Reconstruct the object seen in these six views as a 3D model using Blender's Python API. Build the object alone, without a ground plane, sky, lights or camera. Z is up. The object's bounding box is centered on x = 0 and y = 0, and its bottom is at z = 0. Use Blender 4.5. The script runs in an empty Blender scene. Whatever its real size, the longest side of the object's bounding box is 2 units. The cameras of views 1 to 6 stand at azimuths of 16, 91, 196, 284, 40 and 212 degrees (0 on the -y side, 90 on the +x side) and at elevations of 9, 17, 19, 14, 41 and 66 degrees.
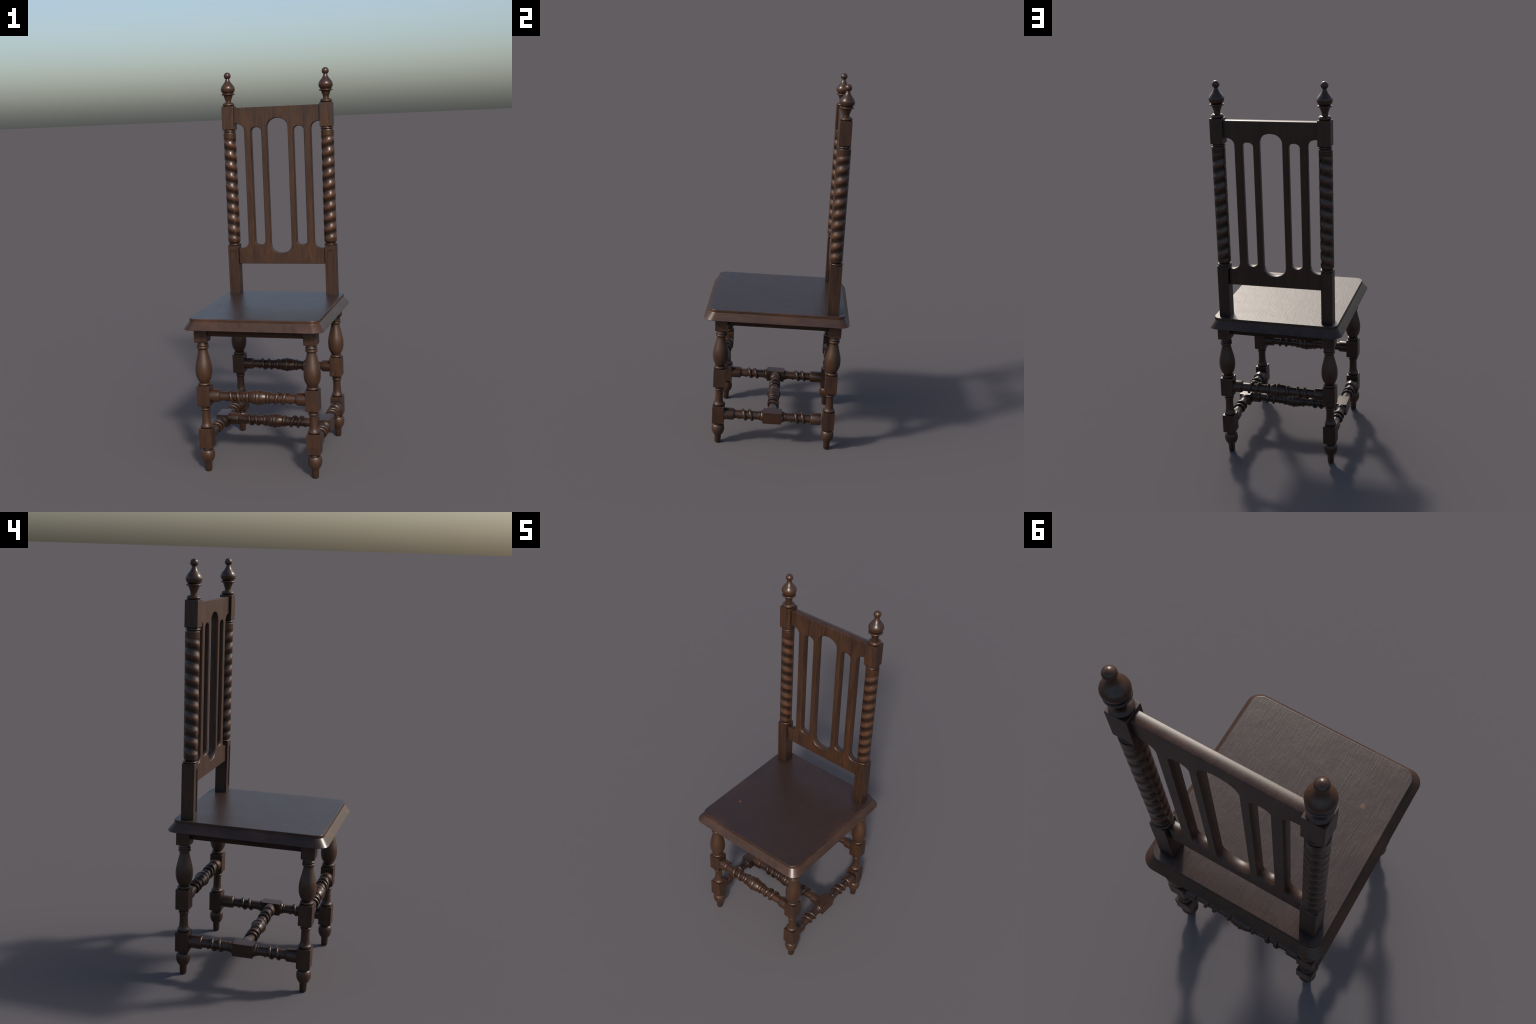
"""Carved and turned dark wooden side chair with twisted back posts, built part by part."""
import math
import bpy
import bmesh
from mathutils import Matrix, Vector

TAU = 2 * math.pi

# ------------------------------------------------------------------ key sizes (metres)
LEG_X, LEG_FRONT_Y, LEG_BACK_Y = 0.2760, -0.2925, 0.3125
POST_X = 0.2668
SEAT_TOP, SEAT_BOTTOM = 0.7975, 0.7440
STRETCH_SIDE_Z, STRETCH_HIGH_Z = 0.1748, 0.3938
SIDE_MID_Y = 0.0045
TWIST_PITCH = 0.05745


# ------------------------------------------------------------------ materials
class Nodes:
    """Small helper that adds and wires shader nodes."""

    def __init__(self, name):
        self.mat = bpy.data.materials.new(name)
        self.mat.use_nodes = True
        self.t = self.mat.node_tree
        self.t.nodes.clear()

    def add(self, kind, props=None, **inputs):
        n = self.t.nodes.new("ShaderNode" + kind)
        for k, v in (props or {}).items():
            setattr(n, k, v)
        for k, v in inputs.items():
            self.put(n.inputs[int(k[1:])] if k[0] == "i" and k[1:].isdigit() else n.inputs[k.replace("_", " ")], v)
        return n

    def put(self, socket, value):
        if isinstance(value, bpy.types.NodeSocket):
            self.t.links.new(value, socket)
        else:
            socket.default_value = value

    def math(self, op, a, b=0.0, clamp=False):
        return self.add("Math", {"operation": op, "use_clamp": clamp}, i0=a, i1=b).outputs[0]

    def mix(self, fac, a, b, blend="MIX"):
        n = self.add("Mix", {"data_type": "RGBA", "blend_type": blend})
        self.put(n.inputs[0], fac)
        self.put(n.inputs[6], a)
        self.put(n.inputs[7], b)
        return n.outputs[2]

    def ramp(self, fac, stops):
        n = self.add("ValToRGB")
        self.put(n.inputs[0], fac)
        e = n.color_ramp.elements
        e[0].position, e[0].color = stops[0]
        e[1].position, e[1].color = stops[-1]
        for pos, col in stops[1:-1]:
            s = e.new(pos)
            s.color = col
        return n.outputs[0]

    def span(self, v, lo, hi, a=0.0, b=1.0):
        n = self.add("MapRange", None)
        for i, x in enumerate((v, lo, hi, a, b)):
            self.put(n.inputs[i], x)
        return n.outputs[0]


def rgb(r, g, b):
    return (r, g, b, 1.0)


DARK = rgb(0.0205, 0.0088, 0.0048)
MID = rgb(0.0400, 0.0162, 0.0076)
RED = rgb(0.0630, 0.0215, 0.0094)
BROWN = rgb(0.0445, 0.0200, 0.0092)


def wood(name, grain="z", rough=0.40, tint=1.0, bump=0.00025, twist=None, seat=False, pale_edge=0.35, shade=0.65, contrast=1.0, spec=0.5):
    """Dark stained wood: streaks along one axis, soft patches, darker creases, paler edges."""
    k = Nodes(name)
    obj = k.add("TexCoord").outputs["Object"]
    rnd = k.add("ObjectInfo").outputs["Random"]
    shift = k.add("CombineXYZ", None, X=k.math("MULTIPLY", rnd, 3.1), Y=k.math("MULTIPLY", rnd, 7.7), Z=k.math("MULTIPLY", rnd, 5.3)).outputs[0]
    co = k.add("VectorMath", {"operation": "ADD"}, i0=obj, i1=shift).outputs[0]
    stretch = {"x": (6, 90, 90), "y": (90, 6, 90), "z": (90, 90, 6)}[grain]
    wide = {"x": (3, 16, 16), "y": (16, 3, 16), "z": (16, 16, 3)}[grain]
    fine_co = k.add("Mapping", None, Vector=co, Scale=stretch).outputs[0]
    wide_co = k.add("Mapping", None, Vector=co, Scale=wide).outputs[0]
    fine = k.add("TexNoise", None, Vector=fine_co, Scale=2.1 if seat else 2.2, Detail=5.0, Roughness=0.6, Distortion=0.25).outputs[0]
    broad = k.add("TexNoise", None, Vector=wide_co, Scale=1.5, Detail=3.0, Roughness=0.55, Distortion=0.4).outputs[0]
    patch = k.add("TexNoise", None, Vector=co, Scale=9.0, Detail=4.0, Roughness=0.6).outputs[0]
    base = k.ramp(broad, [(0.26, DARK), (0.46, MID), (0.58, BROWN), (0.72, RED)])
    streak = k.span(fine, 0.30, 0.70, 1.0 - 0.48 * contrast, 1.0 + 0.30 * contrast)
    col = k.mix(1.0, base, k.add("CombineColor", None, i0=streak, i1=streak, i2=streak).outputs[0], "MULTIPLY")
    col = k.mix(k.span(patch, 0.42, 0.72, 0.0, 0.45), col, rgb(0.022, 0.0122, 0.0084))
    geo = k.add("NewGeometry")
    height = k.math("MULTIPLY", fine, bump)

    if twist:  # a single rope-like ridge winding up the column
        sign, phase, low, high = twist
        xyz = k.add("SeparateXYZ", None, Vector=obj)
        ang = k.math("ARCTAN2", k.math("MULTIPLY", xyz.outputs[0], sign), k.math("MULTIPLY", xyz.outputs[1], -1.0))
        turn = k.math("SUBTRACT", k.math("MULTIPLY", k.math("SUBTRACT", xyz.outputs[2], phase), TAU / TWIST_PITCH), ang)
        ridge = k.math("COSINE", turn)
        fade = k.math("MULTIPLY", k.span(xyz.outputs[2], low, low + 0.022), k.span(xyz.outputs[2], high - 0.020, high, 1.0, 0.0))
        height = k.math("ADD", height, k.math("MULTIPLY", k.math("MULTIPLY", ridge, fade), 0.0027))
        groove_shade = k.math("MULTIPLY", k.span(k.math("COSINE", k.math("SUBTRACT", turn, 0.70)), 0.25, -0.75), fade)  # shade painted dark on the ridge's underside, over the bump
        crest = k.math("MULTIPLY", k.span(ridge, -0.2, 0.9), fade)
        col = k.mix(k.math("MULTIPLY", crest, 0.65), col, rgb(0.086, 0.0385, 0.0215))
        col = k.mix(k.math("MULTIPLY", groove_shade, 0.70), col, rgb(0.010, 0.0052, 0.0034))
    if seat:
        # darker, greyer colour on the flat top; ruddy scuffs where the rim has been rubbed
        xyz = k.add("SeparateXYZ", None, Vector=obj)
        top = k.span(xyz.outputs[2], 0.7955, 0.7970)
        # open grain on the flat top only, deeper in some places than in others
        height = k.math("MULTIPLY", k.math("MULTIPLY", height, k.span(top, 0.0, 1.0, 0.1, 1.0)), k.span(patch, 0.38, 0.66, 0.45, 1.35))
        sheet = k.mix(streak, rgb(0.0155, 0.0096, 0.0082), rgb(0.0275, 0.0154, 0.0120))
        sheet = k.mix(k.span(patch, 0.40, 0.66, 0.0, 0.28), sheet, rgb(0.0400, 0.0180, 0.0120))
        scuff = k.add("TexNoise", None, Vector=obj, Scale=6.5, Detail=4.0, Roughness=0.62).outputs[0]
        ex = k.span(k.math("ABSOLUTE", xyz.outputs[0]), 0.255, 0.325)
        ey = k.span(k.math("ABSOLUTE", xyz.outputs[1]), 0.285, 0.357)
        rim = k.math("MAXIMUM", ex, ey)
        amount = k.math("MULTIPLY", k.span(scuff, 0.50, 0.64), k.math("MULTIPLY", rim, 0.55))
        sheet = k.mix(amount, sheet, rgb(0.060, 0.025, 0.015))
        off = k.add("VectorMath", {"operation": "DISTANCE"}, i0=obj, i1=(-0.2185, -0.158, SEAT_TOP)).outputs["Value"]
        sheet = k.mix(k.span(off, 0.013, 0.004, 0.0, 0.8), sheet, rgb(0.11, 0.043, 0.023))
        side = k.mix(k.span(scuff, 0.46, 0.68, 0.0, 0.7), col, rgb(0.068, 0.029, 0.017))
        col = k.mix(top, side, sheet)
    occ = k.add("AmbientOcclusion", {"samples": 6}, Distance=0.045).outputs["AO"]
    crease = k.span(occ, 0.25, 0.95, 1.0 - shade, 1.0)  # ambient occlusion baked into the base colour near joints
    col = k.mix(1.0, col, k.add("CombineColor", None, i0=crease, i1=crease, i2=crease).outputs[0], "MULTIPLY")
    if pale_edge:  # paler line along arrises, found by comparing the surface with its rounded self
        soft = k.add("Bevel", {"samples": 4}, Radius=0.0022).outputs[0]
        dot = k.add("VectorMath", {"operation": "DOT_PRODUCT"}, i0=soft, i1=geo.outputs["Normal"]).outputs["Value"]
        edge = k.span(dot, 0.985, 0.85, 0.0, pale_edge)
    else:
        edge = 0.0
    col = k.mix(edge, col, rgb(0.085, 0.040, 0.022))
    if tint != 1.0:
        col = k.mix(1.0, col, rgb(tint, tint, tint), "MULTIPLY")
    r = k.math("ADD", rough - 0.06, k.math("MULTIPLY", k.math("ADD", k.math("MULTIPLY", fine, 0.5), k.math("MULTIPLY", patch, 0.5)), 0.12))
    nrm = k.add("Bump", None, Height=height, Distance=1.0, Strength=1.0).outputs[0]
    p = k.add("BsdfPrincipled", None, Base_Color=col, Roughness=r, Normal=nrm)
    p.inputs["Specular IOR Level"].default_value = spec
    out = k.add("OutputMaterial")
    k.t.links.new(p.outputs[0], out.inputs[0])
    return k.mat


# ------------------------------------------------------------------ geometry helpers
def finish(bm, name, mat, angle=38.0, weighted=False):
    """Mesh from bmesh; 'weighted' keeps big faces flat and lets only the eased arrises turn."""
    bmesh.ops.recalc_face_normals(bm, faces=bm.faces)
    me = bpy.data.meshes.new(name)
    bm.to_mesh(me)
    bm.free()
    me.shade_smooth()
    me.set_sharp_from_angle(angle=math.radians(angle))
    if weighted:
        near = math.cos(math.radians(angle))
        fans = [[] for _ in me.vertices]
        for p in me.polygons:
            for v in p.vertices:
                fans[v].append((p.normal.copy(), p.area))
        loops = []
        for p in me.polygons:
            for v in p.vertices:
                total = Vector()
                for nrm, area in fans[v]:
                    if nrm.dot(p.normal) >= near - 1e-4:
                        total += nrm * area
                loops.append(total.normalized())
        me.normals_split_custom_set(loops)
    me.materials.append(mat)
    return me


def put(name, mesh, parent, loc=(0, 0, 0), rot=None):
    ob = bpy.data.objects.new(name, mesh)
    bpy.context.scene.collection.objects.link(ob)
    ob.parent = parent
    ob.location = loc
    if rot is not None:
        ob.rotation_euler = rot
    return ob


def skin(bm, rings, cap=True):
    """Join successive closed rings of points into a tube."""
    rows = [[bm.verts.new(p) for p in ring] for ring in rings]
    for a, b in zip(rows, rows[1:]):
        n = len(a)
        for i in range(n):
            bm.faces.new((a[i], a[(i + 1) % n], b[(i + 1) % n], b[i]))
    if cap:
        bm.faces.new(rows[0][::-1])
        bm.faces.new(rows[-1])
    return rows


def smooth_curve(points, steps=5):
    """Catmull-Rom through (position, radius) points."""
    pts = [Vector(p) for p in points]
    ext = [2 * pts[0] - pts[1], *pts, 2 * pts[-1] - pts[-2]]
    res = []
    for i in range(1, len(ext) - 2):
        p0, p1, p2, p3 = ext[i - 1 : i + 3]
        for s in range(steps):
            t = s / steps
            res.append(0.5 * (2 * p1 + (p2 - p0) * t + (2 * p0 - 5 * p1 + 4 * p2 - p3) * t * t + (3 * p1 - p0 - 3 * p2 + p3) * t**3))
    res.append(pts[-1])
    return [(v.x, v.y) for v in res]


def bead(centre, half, r_in, r_out, n=8):
    """Half-round moulding."""
    return [(centre - half * math.cos(math.pi * i / n), r_in + (r_out - r_in) * math.sin(math.pi * i / n)) for i in range(n + 1)]


def lathe(bm, profile, seg=40, axis="z", offset=(0, 0, 0)):
    rings = []
    for s, r in profile:
        ring = []
        for i in range(seg):
            a = TAU * i / seg
            c, d = r * math.cos(a), r * math.sin(a)
            p = {"z": (c, d, s), "x": (s, c, d), "y": (d, s, c)}[axis]
            ring.append(Vector(p) + Vector(offset))
        rings.append(ring)
    skin(bm, rings)


def round_rect(hx, hy, r, z, n=3, cx=0.0, cy=0.0):
    pts = []
    for q, (sx, sy) in enumerate(((1, 1), (-1, 1), (-1, -1), (1, -1))):
        for i in range(n + 1):
            a = math.pi / 2 * (q + i / n)
            pts.append((cx + sx * (hx - r) + r * math.cos(a), cy + sy * (hy - r) + r * math.sin(a), z))
    return pts


def square_block(bm, low, high, hx, hy, ease=0.0016, bottom=0.004, lean=None):
    """Squared part of a turned member: eased arrises, a wider chamfer underneath."""
    lean = lean or (lambda z: (0.0, 0.0))
    rows = []
    for z, inset in ((low, bottom), (low + bottom * 0.35, bottom * 0.35), (low + bottom, 0.0), (high - ease, 0.0), (high - ease * 0.3, ease * 0.3), (high, ease)):
        cx, cy = lean(z)
        rows.append(round_rect(hx - inset, hy - inset, 0.0018, z, 3, cx, cy))
    skin(bm, rows)


# ------------------------------------------------------------------ legs
def leg_column():
    prof = [(0.0, 0.0138), (0.0012, 0.0155), (0.004, 0.0165), (0.0440, 0.0186), (0.0446, 0.0192)]
    prof += smooth_curve([(0.0450, 0.0196), (0.0480, 0.0220), (0.0530, 0.0258), (0.0600, 0.0298), (0.0700, 0.0335), (0.0800, 0.0351), (0.0910, 0.0349), (0.0995, 0.0335), (0.1060, 0.0312), (0.1100, 0.0282), (0.1120, 0.0255)], 3)
    prof += bead(0.1150, 0.0030, 0.0240, 0.0262, 5) + [(0.1190, 0.0235), (0.1240, 0.0235)]
    prof += [(0.2240, 0.0255), (0.2275, 0.0262)] + bead(0.2345, 0.0062, 0.0268, 0.0304, 8)
    prof += smooth_curve([(0.2420, 0.0256), (0.2480, 0.0233), (0.2580, 0.0216), (0.2720, 0.0207), (0.2920, 0.0203), (0.3080, 0.0204), (0.3180, 0.0211)], 3)
    prof += bead(0.3245, 0.0052, 0.0218, 0.0258, 6) + [(0.3315, 0.0232), (0.3360, 0.0245), (0.3440, 0.0250)]
    prof += [(0.4440, 0.0270), (0.4475, 0.0275)] + bead(0.4542, 0.0064, 0.0275, 0.0322, 8)
    prof += smooth_curve([(0.4618, 0.0236), (0.4680, 0.0270), (0.4770, 0.0322), (0.4900, 0.0374), (0.5060, 0.0409), (0.5230, 0.0420), (0.5400, 0.0412), (0.5580, 0.0386), (0.5880, 0.0315), (0.6100, 0.0263), (0.6250, 0.0236), (0.6320, 0.0230)], 4)
    prof += [(0.6335, 0.0252)] + bead(0.6408, 0.0066, 0.0262, 0.0302, 8) + bead(0.6535, 0.0052, 0.0262, 0.0293, 7) + [(0.6600, 0.0250), (0.6720, 0.0250)]
    bm = bmesh.new()
    lathe(bm, prof, 44)
    return bm


def build_legs(chair):
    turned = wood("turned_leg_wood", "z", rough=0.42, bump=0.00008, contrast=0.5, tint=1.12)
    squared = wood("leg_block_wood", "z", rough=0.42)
    column = finish(leg_column(), "leg", turned, 50)
    blocks = []
    for low, high in ((0.1222, 0.2262), (0.3415, 0.4466), (0.6690, 0.7440)):
        bm = bmesh.new()
        square_block(bm, low, high, 0.0328, 0.0328)
        blocks.append(finish(bm, "leg_block", squared, 60, True))
    for x in (-LEG_X, LEG_X):
        for y in (LEG_FRONT_Y, LEG_BACK_Y):
            leg = put("leg", column, chair, (x, y, 0.0))
            for b in blocks:
                put("leg_block", b, leg)


# ------------------------------------------------------------------ stretchers
def helix(bm, start, sign, pitch, axis, turns=2.0, core=0.0262, tube=0.0068, mirror=1.0, over=0.035):
    """Applied rope bead: begins and ends underneath the shaft."""
    steps, ring_n, rows = 96, 12, []

    def swell(u):
        """0 at the very ends, 1 along the body."""
        t = min(1.0, max(0.0, min(u + over, turns + over - u) / 0.14))
        return t * t * (3 - 2 * t)

    def centre(u):
        a = TAU * u
        c = core - 0.0024 * (1.0 - swell(u))
        side, up = c * math.sin(a) * sign, -c * math.cos(a)
        s = mirror * (start + pitch * u)
        return Vector((s, side, up)) if axis == "x" else Vector((-side, s, up))

    u0, u1 = -over, turns + over
    axis_v = Vector((1, 0, 0)) if axis == "x" else Vector((0, 1, 0))
    for i in range(steps + 1):
        u = u0 + (u1 - u0) * i / steps
        c = centre(u)
        t = (centre(u + 1e-4) - centre(u - 1e-4)).normalized()
        out = Vector(c)
        out -= axis_v * out.dot(axis_v)
        out.normalize()
        bi = t.cross(out).normalized()
        caps = [(0.0, 1.0)]
        if i == 0:
            caps = [(-math.sin(b), math.cos(b)) for b in (1.45, 1.1, 0.75, 0.38, 0.0)]
        if i == steps:
            caps = [(math.sin(b), math.cos(b)) for b in (0.0, 0.38, 0.75, 1.1, 1.45)]
        for along, rad in caps:
            rows.append([c + t * (along * tube * 0.66) + (out * math.cos(TAU * j / ring_n) + bi * (1.18 * math.sin(TAU * j / ring_n))) * (tube * rad * (0.66 + 0.34 * swell(u))) for j in range(ring_n)])
    skin(bm, rows)


def cross_profile():
    """One half (from the middle outwards) of the rails that run left to right."""
    half = [(0.0, 0.0384), (0.0022, 0.0381), (0.0042, 0.0370), (0.0056, 0.0356), (0.0085, 0.0352), (0.0090, 0.0338)]
    half += smooth_curve([(0.0096, 0.0343), (0.0180, 0.0343), (0.0280, 0.0325), (0.0370, 0.0298), (0.0430, 0.0276)], 3)
    half += bead(0.0518, 0.0078, 0.0262, 0.0312, 8) + [(0.0602, 0.0238), (0.0640, 0.0238)] + bead(0.0690, 0.0042, 0.0240, 0.0258, 6)
    half += [(0.0738, 0.0233), (0.1938, 0.0229), (0.1944, 0.0262), (0.1992, 0.0310), (0.2008, 0.0314), (0.2480, 0.0314)]
    return half


def side_half(end):
    half = [(0.040, 0.0300), (0.0515, 0.0312)] + smooth_curve([(0.0535, 0.0312), (0.0575, 0.0306), (0.0615, 0.0286), (0.0645, 0.0258), (0.0655, 0.0238)], 3)
    half += bead(0.0702, 0.0040, 0.0240, 0.0257, 6) + [(0.0748, 0.0232), (0.2085, 0.0232), (0.2090, 0.0268), (0.2132, 0.0318), (0.2148, 0.0324), (end, 0.0324)]
    return half


def build_stretchers(chair):
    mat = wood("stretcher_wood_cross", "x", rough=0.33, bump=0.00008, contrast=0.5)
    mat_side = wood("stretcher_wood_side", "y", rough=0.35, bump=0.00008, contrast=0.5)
    half = cross_profile()
    bm = bmesh.new()
    lathe(bm, [(-s, r) for s, r in half[:0:-1]] + half, 36, "x")
    rail = finish(bm, "stretcher", mat, 42)
    ropes = []
    for m in (1.0, -1.0):
        bm = bmesh.new()
        helix(bm, -0.1612, 1.0, 0.0375, "x", mirror=m)
        ropes.append(finish(bm, "rope_bead", mat, 80))
    for y, z, name in ((LEG_FRONT_Y, STRETCH_HIGH_Z, "stretcher"), (LEG_BACK_Y, STRETCH_HIGH_Z, "stretcher"), (SIDE_MID_Y, STRETCH_SIDE_Z, "stretcher")):
        ob = put(name, rail, chair, (0, y, z))
        for r in ropes:
            put("rope_bead", r, ob)

    bm = bmesh.new()
    helix(bm, -0.1430 - 0.0365, 1.0, 0.0365, "y")
    rope_a = finish(bm, "rope_bead", mat_side, 80)
    bm = bmesh.new()
    helix(bm, 0.1430 - 0.0365, 1.0, 0.0365, "y")
    rope_b = finish(bm, "rope_bead", mat_side, 80)
    bm = bmesh.new()
    rows = []
    for y, inset in ((-0.0515, 0.0014), (-0.0501, 0.0), (0.0501, 0.0), (0.0515, 0.0014)):
        rows.append([(px, y, pz) for px, pz, _ in round_rect(0.0312 - inset, 0.0324 - inset, 0.0014, 0, 2)])
    skin(bm, rows)
    block = finish(bm, "stretcher_block", mat_side, 60, True)
    for x, rear in ((LEG_X, 0.2668), (-LEG_X, 0.2780)):
        bm = bmesh.new()
        lathe(bm, [(-s, r) for s, r in side_half(0.2650)[::-1]] + side_half(rear), 36, "y")
        ob = put("side_stretcher", finish(bm, "side_stretcher", mat_side, 42), chair, (x, SIDE_MID_Y, STRETCH_SIDE_Z))
        put("stretcher_block", block, ob)
        put("rope_bead", rope_a, ob)
        put("rope_bead", rope_b, ob)


# ------------------------------------------------------------------ seat and aprons
def build_seat(chair):
    mat = wood("seat_wood", "y", rough=0.35, bump=0.00090, seat=True, pale_edge=0.0, shade=0.5)
    HX, HY, R, OUT = 0.3255, 0.3592, 0.0405, 0.0268
    steps = [(SEAT_BOTTOM, OUT - 0.0022), (SEAT_BOTTOM + 0.0008, OUT - 0.0006), (SEAT_BOTTOM + 0.0026, OUT)]
    # long slope up to a short upright fillet
    steps += [(0.7806, 0.0018), (0.7818, 0.0006), (0.7834, 0.0), (0.7942, 0.0), (0.7958, -0.0005), (0.7970, -0.0016), (SEAT_TOP, -0.0032)]
    bm = bmesh.new()
    rows = [round_rect(HX + o, HY + o, R + 0.45 * o, z, 12) for z, o in steps]
    skin(bm, rows)
    put("seat", finish(bm, "seat", mat, 60, True), chair)

    rail = wood("apron_wood_cross", "x", rough=0.55, tint=0.75, spec=0.25)  # both apron woods tinted down for the shadow beneath the seat
    rail_y = wood("apron_wood_side", "y", rough=0.55, tint=0.75, spec=0.25)
    low, high, inside = 0.7006, 0.7445, LEG_X - 0.0320
    dark = wood("apron_wood_near_black", "y", rough=0.7, tint=0.10)

    def board(x0, x1, y0, y1, mat, name):
        bm = bmesh.new()
        cx, cy = (x0 + x1) / 2, (y0 + y1) / 2
        hx, hy = (x1 - x0) / 2, (y1 - y0) / 2
        rows = [round_rect(hx - i, hy - i, 0.0012, z, 2) for z, i in ((low, 0.0012), (low + 0.0012, 0.0), (high, 0.0))]
        skin(bm, rows)
        put("apron", finish(bm, name, mat, 50, True), chair, (cx, cy, 0))

    board(-inside, inside, -0.3115, -0.2915, rail, "apron")
    board(-inside, inside, 0.3110, 0.3310, rail, "apron")
    y0, y1 = LEG_FRONT_Y + 0.0320, LEG_BACK_Y - 0.0320
    board(0.2700, 0.2900, y0, y1, rail_y, "apron")
    board(-0.2900, -0.2700, y0 + 0.0362, y1, rail_y, "apron")
    board(-0.2896, -0.2704, y0, y0 + 0.0360, dark, "apron")  # separate short piece making the black patch beside the front left leg


# ------------------------------------------------------------------ back posts
def post_lean(z):
    """The posts lean forward a touch towards the top."""
    return 0.2950 - 0.0074 * (z - SEAT_TOP) / (1.815 - SEAT_TOP)


def finial_profile():
    prof = [(1.8150, 0.0285), (1.8218, 0.0285)] + bead(1.8282, 0.0052, 0.0295, 0.0325, 6) + [(1.8345, 0.0298), (1.8382, 0.0268), (1.8400, 0.0215)]
    prof += smooth_curve([(1.8408, 0.0158), (1.8520, 0.0158), (1.8630, 0.0196), (1.8720, 0.0228), (1.8792, 0.0254)], 3)
    prof += bead(1.8843, 0.0047, 0.0275, 0.0361, 8) + [(1.8890, 0.0272)]
    prof += smooth_curve([(1.8902, 0.0278), (1.8945, 0.0318), (1.9010, 0.0357), (1.9095, 0.0377), (1.9165, 0.0375), (1.9240, 0.0349), (1.9320, 0.0298), (1.9400, 0.0232), (1.9475, 0.0175), (1.9550, 0.0133), (1.9625, 0.0107), (1.9660, 0.0098)], 4)
    c, r = 1.9812, 0.0188
    prof += [(c + r * math.sin(a), r * math.cos(a)) for a in (math.radians(-58 + 148 * i / 13) for i in range(14))][:-1]
    prof += [(2.0, 0.0010)]
    return prof


def twisted_mesh(sign, phase, mat, low, high):
    """Column with a very shallow single-start twist."""
    bm = bmesh.new()
    seg, n, rings = 48, 220, []
    prof_end = 0.006
    for i in range(n + 1):
        z = low + (high - low) * i / n
        fade = min(1.0, max(0.0, (z - low - 0.008) / 0.022)) * min(1.0, max(0.0, (high - 0.030 - z) / 0.020))
        edge = 1.0
        if z - low < 0.010:
            edge = 0.80 + 0.20 * math.sqrt(max(0.0, (z - low) / 0.010))
        if high - z < 0.002:
            edge = 0.97
        ring = []
        for j in range(seg):
            a = TAU * j / seg  # from the front (-y) towards +x
            turn = TAU * (z - phase) / TWIST_PITCH - a
            r = (0.0337 + 0.0003 * fade * math.cos(turn)) * edge
            ring.append((sign * r * math.sin(a), -r * math.cos(a), z))
        rings.append(ring)
    skin(bm, rings)
    return finish(bm, "twisted_column", mat, 50)


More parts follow.
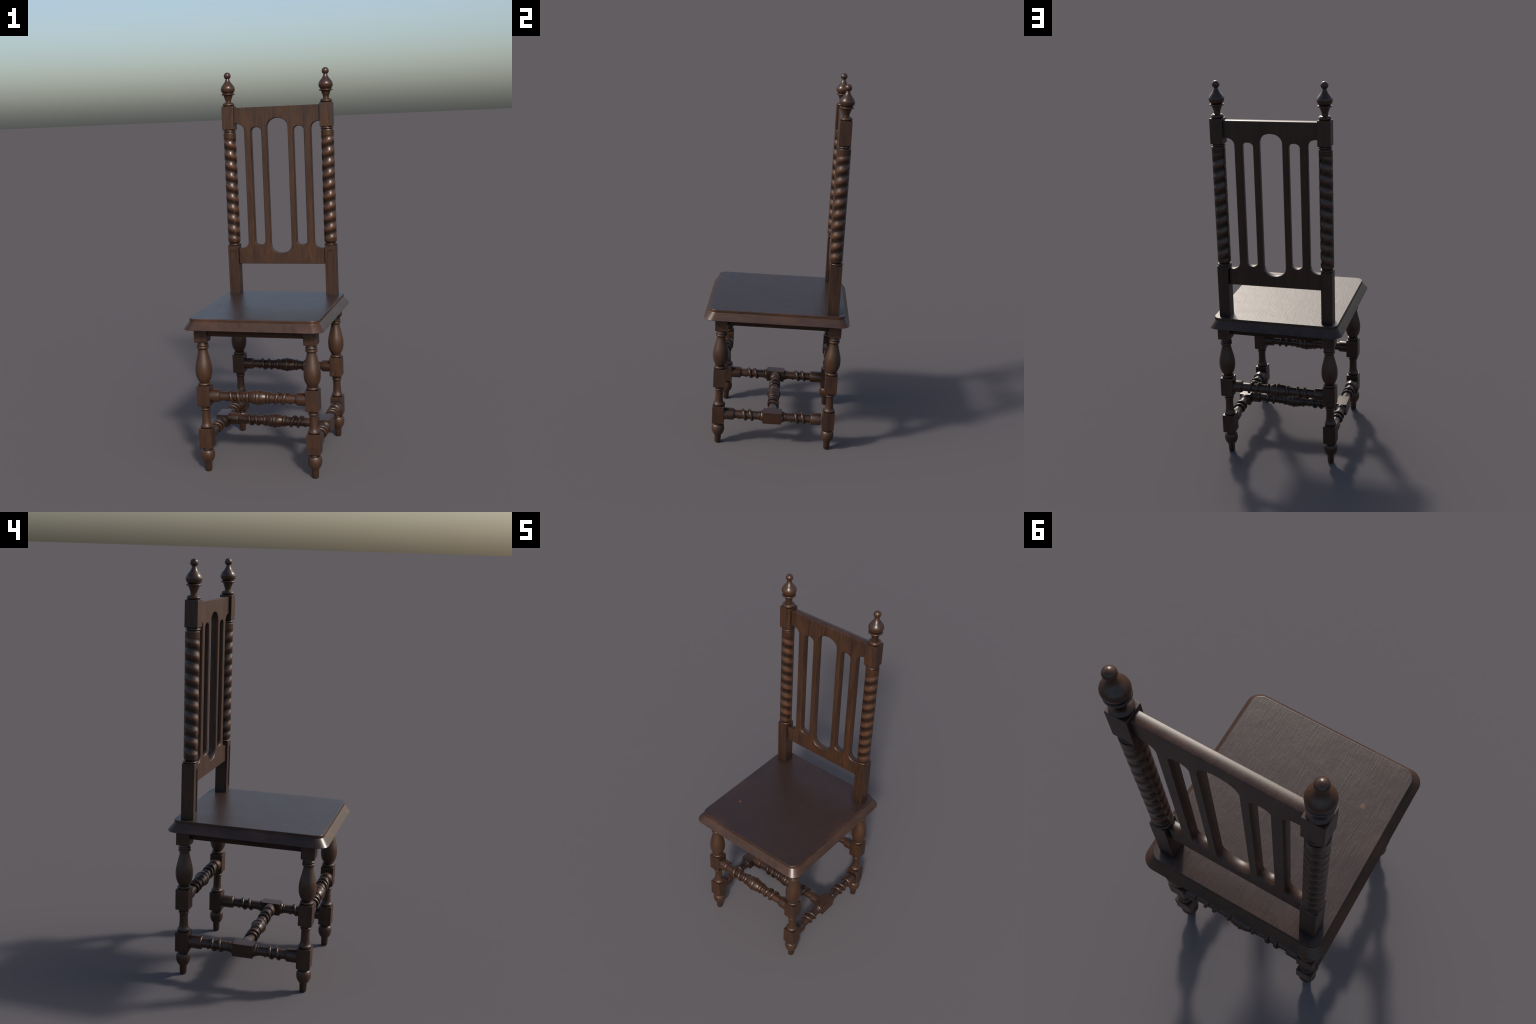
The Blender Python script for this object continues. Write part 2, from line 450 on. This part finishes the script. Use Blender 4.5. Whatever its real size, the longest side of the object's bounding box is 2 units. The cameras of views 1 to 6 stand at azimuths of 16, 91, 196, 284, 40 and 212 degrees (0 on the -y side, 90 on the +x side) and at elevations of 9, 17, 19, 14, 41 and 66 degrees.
def build_posts(chair):
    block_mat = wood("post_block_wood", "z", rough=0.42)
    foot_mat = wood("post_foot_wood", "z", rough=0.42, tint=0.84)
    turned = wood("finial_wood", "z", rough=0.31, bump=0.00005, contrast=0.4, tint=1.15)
    origin_z = SEAT_TOP
    for side in (-1, 1):
        x = side * POST_X
        # lower squared part with a sunk panel on the front
        bm = bmesh.new()
        hx, hy, lo, hi = 0.0288, 0.0312, SEAT_TOP - 0.001, 1.0688
        rows = []
        for z, i in ((lo, 0.0), (hi - 0.0016, 0.0), (hi - 0.0005, 0.0005), (hi, 0.0016)):
            rows.append(round_rect(hx - i, hy - i, 0.0018, z - origin_z, 3, side * 0.0029, post_lean(z) - post_lean(lo)))
        rowv = skin(bm, rows)
        # sunk field: cut the front face and push its middle back
        front = max((f for f in bm.faces if f.calc_center_median().z > 0.1 and f.calc_center_median().z < 0.2), key=lambda f: -f.calc_center_median().y)
        zl, zh, xw = 0.8245 - origin_z, 1.0405 - origin_z, 0.0177
        vs = list(front.verts)
        zlo, zhi = min(v.co.z for v in vs), max(v.co.z for v in vs)
        front_y = lambda z: -hy + post_lean(z + origin_z) - post_lean(lo)
        cx = side * 0.0029
        loops = []
        for w, dz, depth in ((xw, 0.0, 0.0), (xw - 0.0012, 0.0022, 0.0036)):
            loops.append([bm.verts.new((cx + sx * w, front_y(z) + depth, z)) for sx, z in ((-1, zl + 2.6 * dz), (1, zl + 2.6 * dz), (1, zh - dz), (-1, zh - dz))])
        order = sorted(vs, key=lambda v: (v.co.z > (zlo + zhi) / 2, v.co.x))
        outer = [order[0], order[1], order[3], order[2]]
        bmesh.ops.delete(bm, geom=[front], context="FACES_ONLY")
        for a, b in ((outer, loops[0]), (loops[0], loops[1])):
            for i in range(4):
                bm.faces.new((a[i], a[(i + 1) % 4], b[(i + 1) % 4], b[i]))
        bm.faces.new(loops[1])
        post = put("back_post", finish(bm, "back_post", foot_mat, 44, True), chair, (x, post_lean(lo), origin_z))

        y0 = post_lean(lo)
        # ring below the twist
        bm = bmesh.new()
        zr = 1.0740 - origin_z
        lathe(bm, [(zr - 0.008, 0.0270), (zr - 0.0042, 0.0290)] + bead(zr + 0.0005, 0.0046, 0.0300, 0.0356, 8) + [(zr + 0.0056, 0.0255), (zr + 0.0130, 0.0255)], 40)
        put("turned_ring", finish(bm, "turned_ring", turned, 50), post, (side * 0.0012, post_lean(1.074) - y0, 0))
        # ring above the twist
        bm = bmesh.new()
        zr = 1.6880 - origin_z
        lathe(bm, [(zr - 0.0160, 0.0280), (zr - 0.0054, 0.0288)] + bead(zr, 0.0048, 0.0305, 0.0347, 8) + [(zr + 0.0054, 0.0290), (zr + 0.0120, 0.0290)], 40)
        put("turned_ring", finish(bm, "turned_ring", turned, 50), post, (0, post_lean(1.688) - y0, 0))
        # twisted column, its winding mirrored left to right
        lo_t, hi_t = 1.0815, 1.6805
        base = lo_t - 0.0
        phase = TWIST_ZC - base
        mat = wood("twisted_wood_%s" % ("right" if side > 0 else "left"), "z", rough=0.28, twist=(float(side), phase, 0.010, 1.6510 - lo_t), pale_edge=0.0, contrast=0.4, bump=0.00005)
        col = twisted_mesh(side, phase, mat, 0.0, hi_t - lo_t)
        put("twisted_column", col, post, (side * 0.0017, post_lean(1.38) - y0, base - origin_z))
        # upper squared block and finial
        bm = bmesh.new()
        square_block(bm, 1.6950 - origin_z, 1.8200 - origin_z, 0.0323, 0.0312, lean=lambda z: (0.0, post_lean(z + origin_z) - y0))
        put("post_block", finish(bm, "post_block", block_mat, 60, True), post)
        bm = bmesh.new()
        lathe(bm, [(z - origin_z, r) for z, r in finial_profile()], 44)
        put("finial", finish(bm, "finial", turned, 50), post, (0, post_lean(1.84) - y0, 0))


TWIST_ZC = 1.6185


# ------------------------------------------------------------------ pierced back panel
def arch(cx, half, spring, crown, n=14, up=1, start=0, stop=180, power=2.15):
    """Points of a flattened arch from its right springing to its left."""
    pts = []
    for i in range(n + 1):
        a = math.radians(start + (stop - start) * i / n)
        c, s = math.cos(a), math.sin(a)
        pts.append((cx + half * math.copysign(abs(c) ** (2 / power), c), spring + up * (crown - spring) * abs(s) ** (2 / power) * up * 1.0 if up > 0 else spring + (crown - spring) * abs(s) ** (2 / power)))
    return pts


def slot(cx, half, low, low_spring, high_spring, high):
    top = arch(cx, half, high_spring, high)
    bottom = arch(cx, half, low_spring, low, up=-1)
    return top + bottom[::-1]


def build_panel(chair):
    mat = wood("panel_wood", "z", rough=0.42, bump=0.00010, pale_edge=0.5)  # rims lightened further for the bright line on the slot chamfers
    low, high, w, edge = 0.9680, 1.8110, 0.2400, 0.1820
    cu = bpy.data.curves.new("panel_outline", "CURVE")
    cu.dimensions, cu.fill_mode = "2D", "BOTH"
    ease = 0.0030
    cu.extrude, cu.bevel_depth, cu.bevel_resolution, cu.offset = 0.0184 - ease, ease, 0, -ease

    def spline(points):
        s = cu.splines.new("POLY")
        s.points.add(len(points) - 1)
        for p, (x, z) in zip(s.points, points):
            p.co = (x, z, 0, 1)
        s.use_cyclic_u = True

    def shoulder(spring, level, sign):
        """Quarter sweep from the outer stile out to the post."""
        pts = []
        for i in range(11):
            a = math.pi / 2 * i / 10
            pts.append((sign * (edge + 0.0440 * (1 - math.cos(a) ** 0.93)), spring + (level - spring) * math.sin(a) ** 0.93))
        return pts

    right_low, right_high = shoulder(1.0890, 1.0525, 1), shoulder(1.6890, 1.7258, 1)
    left_low, left_high = shoulder(1.0890, 1.0525, -1), shoulder(1.6890, 1.7258, -1)
    outline = [(-w, low), (w, low), (w, 1.0525)] + right_low[::-1] + right_high + [(w, 1.7258), (w, high), (-w, high), (-w, 1.7258)]
    outline += left_high[::-1] + left_low + [(-w, 1.0525)]
    spline(outline)
    spline(slot(0.0, 0.0585, 1.0262, 1.0750, 1.7000, 1.7500))
    for s in (-1, 1):
        spline(slot(s * 0.1163, 0.0290, 1.0715, 1.0945, 1.6830, 1.7052))
    tmp = bpy.data.objects.new("panel_outline", cu)
    bpy.context.scene.collection.objects.link(tmp)
    bpy.context.view_layer.update()
    me = bpy.data.meshes.new_from_object(tmp.evaluated_get(bpy.context.evaluated_depsgraph_get()))
    bpy.data.objects.remove(tmp)
    bpy.data.curves.remove(cu)
    # stand the flat outline upright; it leans very slightly with the posts
    lean = lambda z: -0.0022 * (z - 1.39)
    for v in me.vertices:
        x, z, y = v.co
        v.co = (x, -y + lean(z), z)
    bm = bmesh.new()
    bm.from_mesh(me)
    bmesh.ops.remove_doubles(bm, verts=bm.verts, dist=1e-6)
    bmesh.ops.recalc_face_normals(bm, faces=bm.faces)
    flat = lambda f: abs(f.normal.y) > 0.93
    for f in bm.faces:
        f.smooth = True
    for e in bm.edges:
        fs = e.link_faces
        if len(fs) == 2:
            e.smooth = not ((flat(fs[0]) != flat(fs[1])) or fs[0].normal.angle(fs[1].normal, 0) > math.radians(55))
    panel = bpy.data.meshes.new("back_panel")
    bm.to_mesh(panel)
    bm.free()
    bpy.data.meshes.remove(me)
    panel.materials.append(mat)
    put("back_panel", panel, chair, (0, 0.2892, 0))


# ------------------------------------------------------------------ assembly
def main():
    chair = bpy.data.objects.new("wooden_chair", None)
    bpy.context.scene.collection.objects.link(chair)
    chair["label"] = "dark brown wooden high-back chair with twisted posts and turned legs"
    chair["category"] = "chair"
    build_legs(chair)
    build_stretchers(chair)
    build_seat(chair)
    build_posts(chair)
    build_panel(chair)


main()
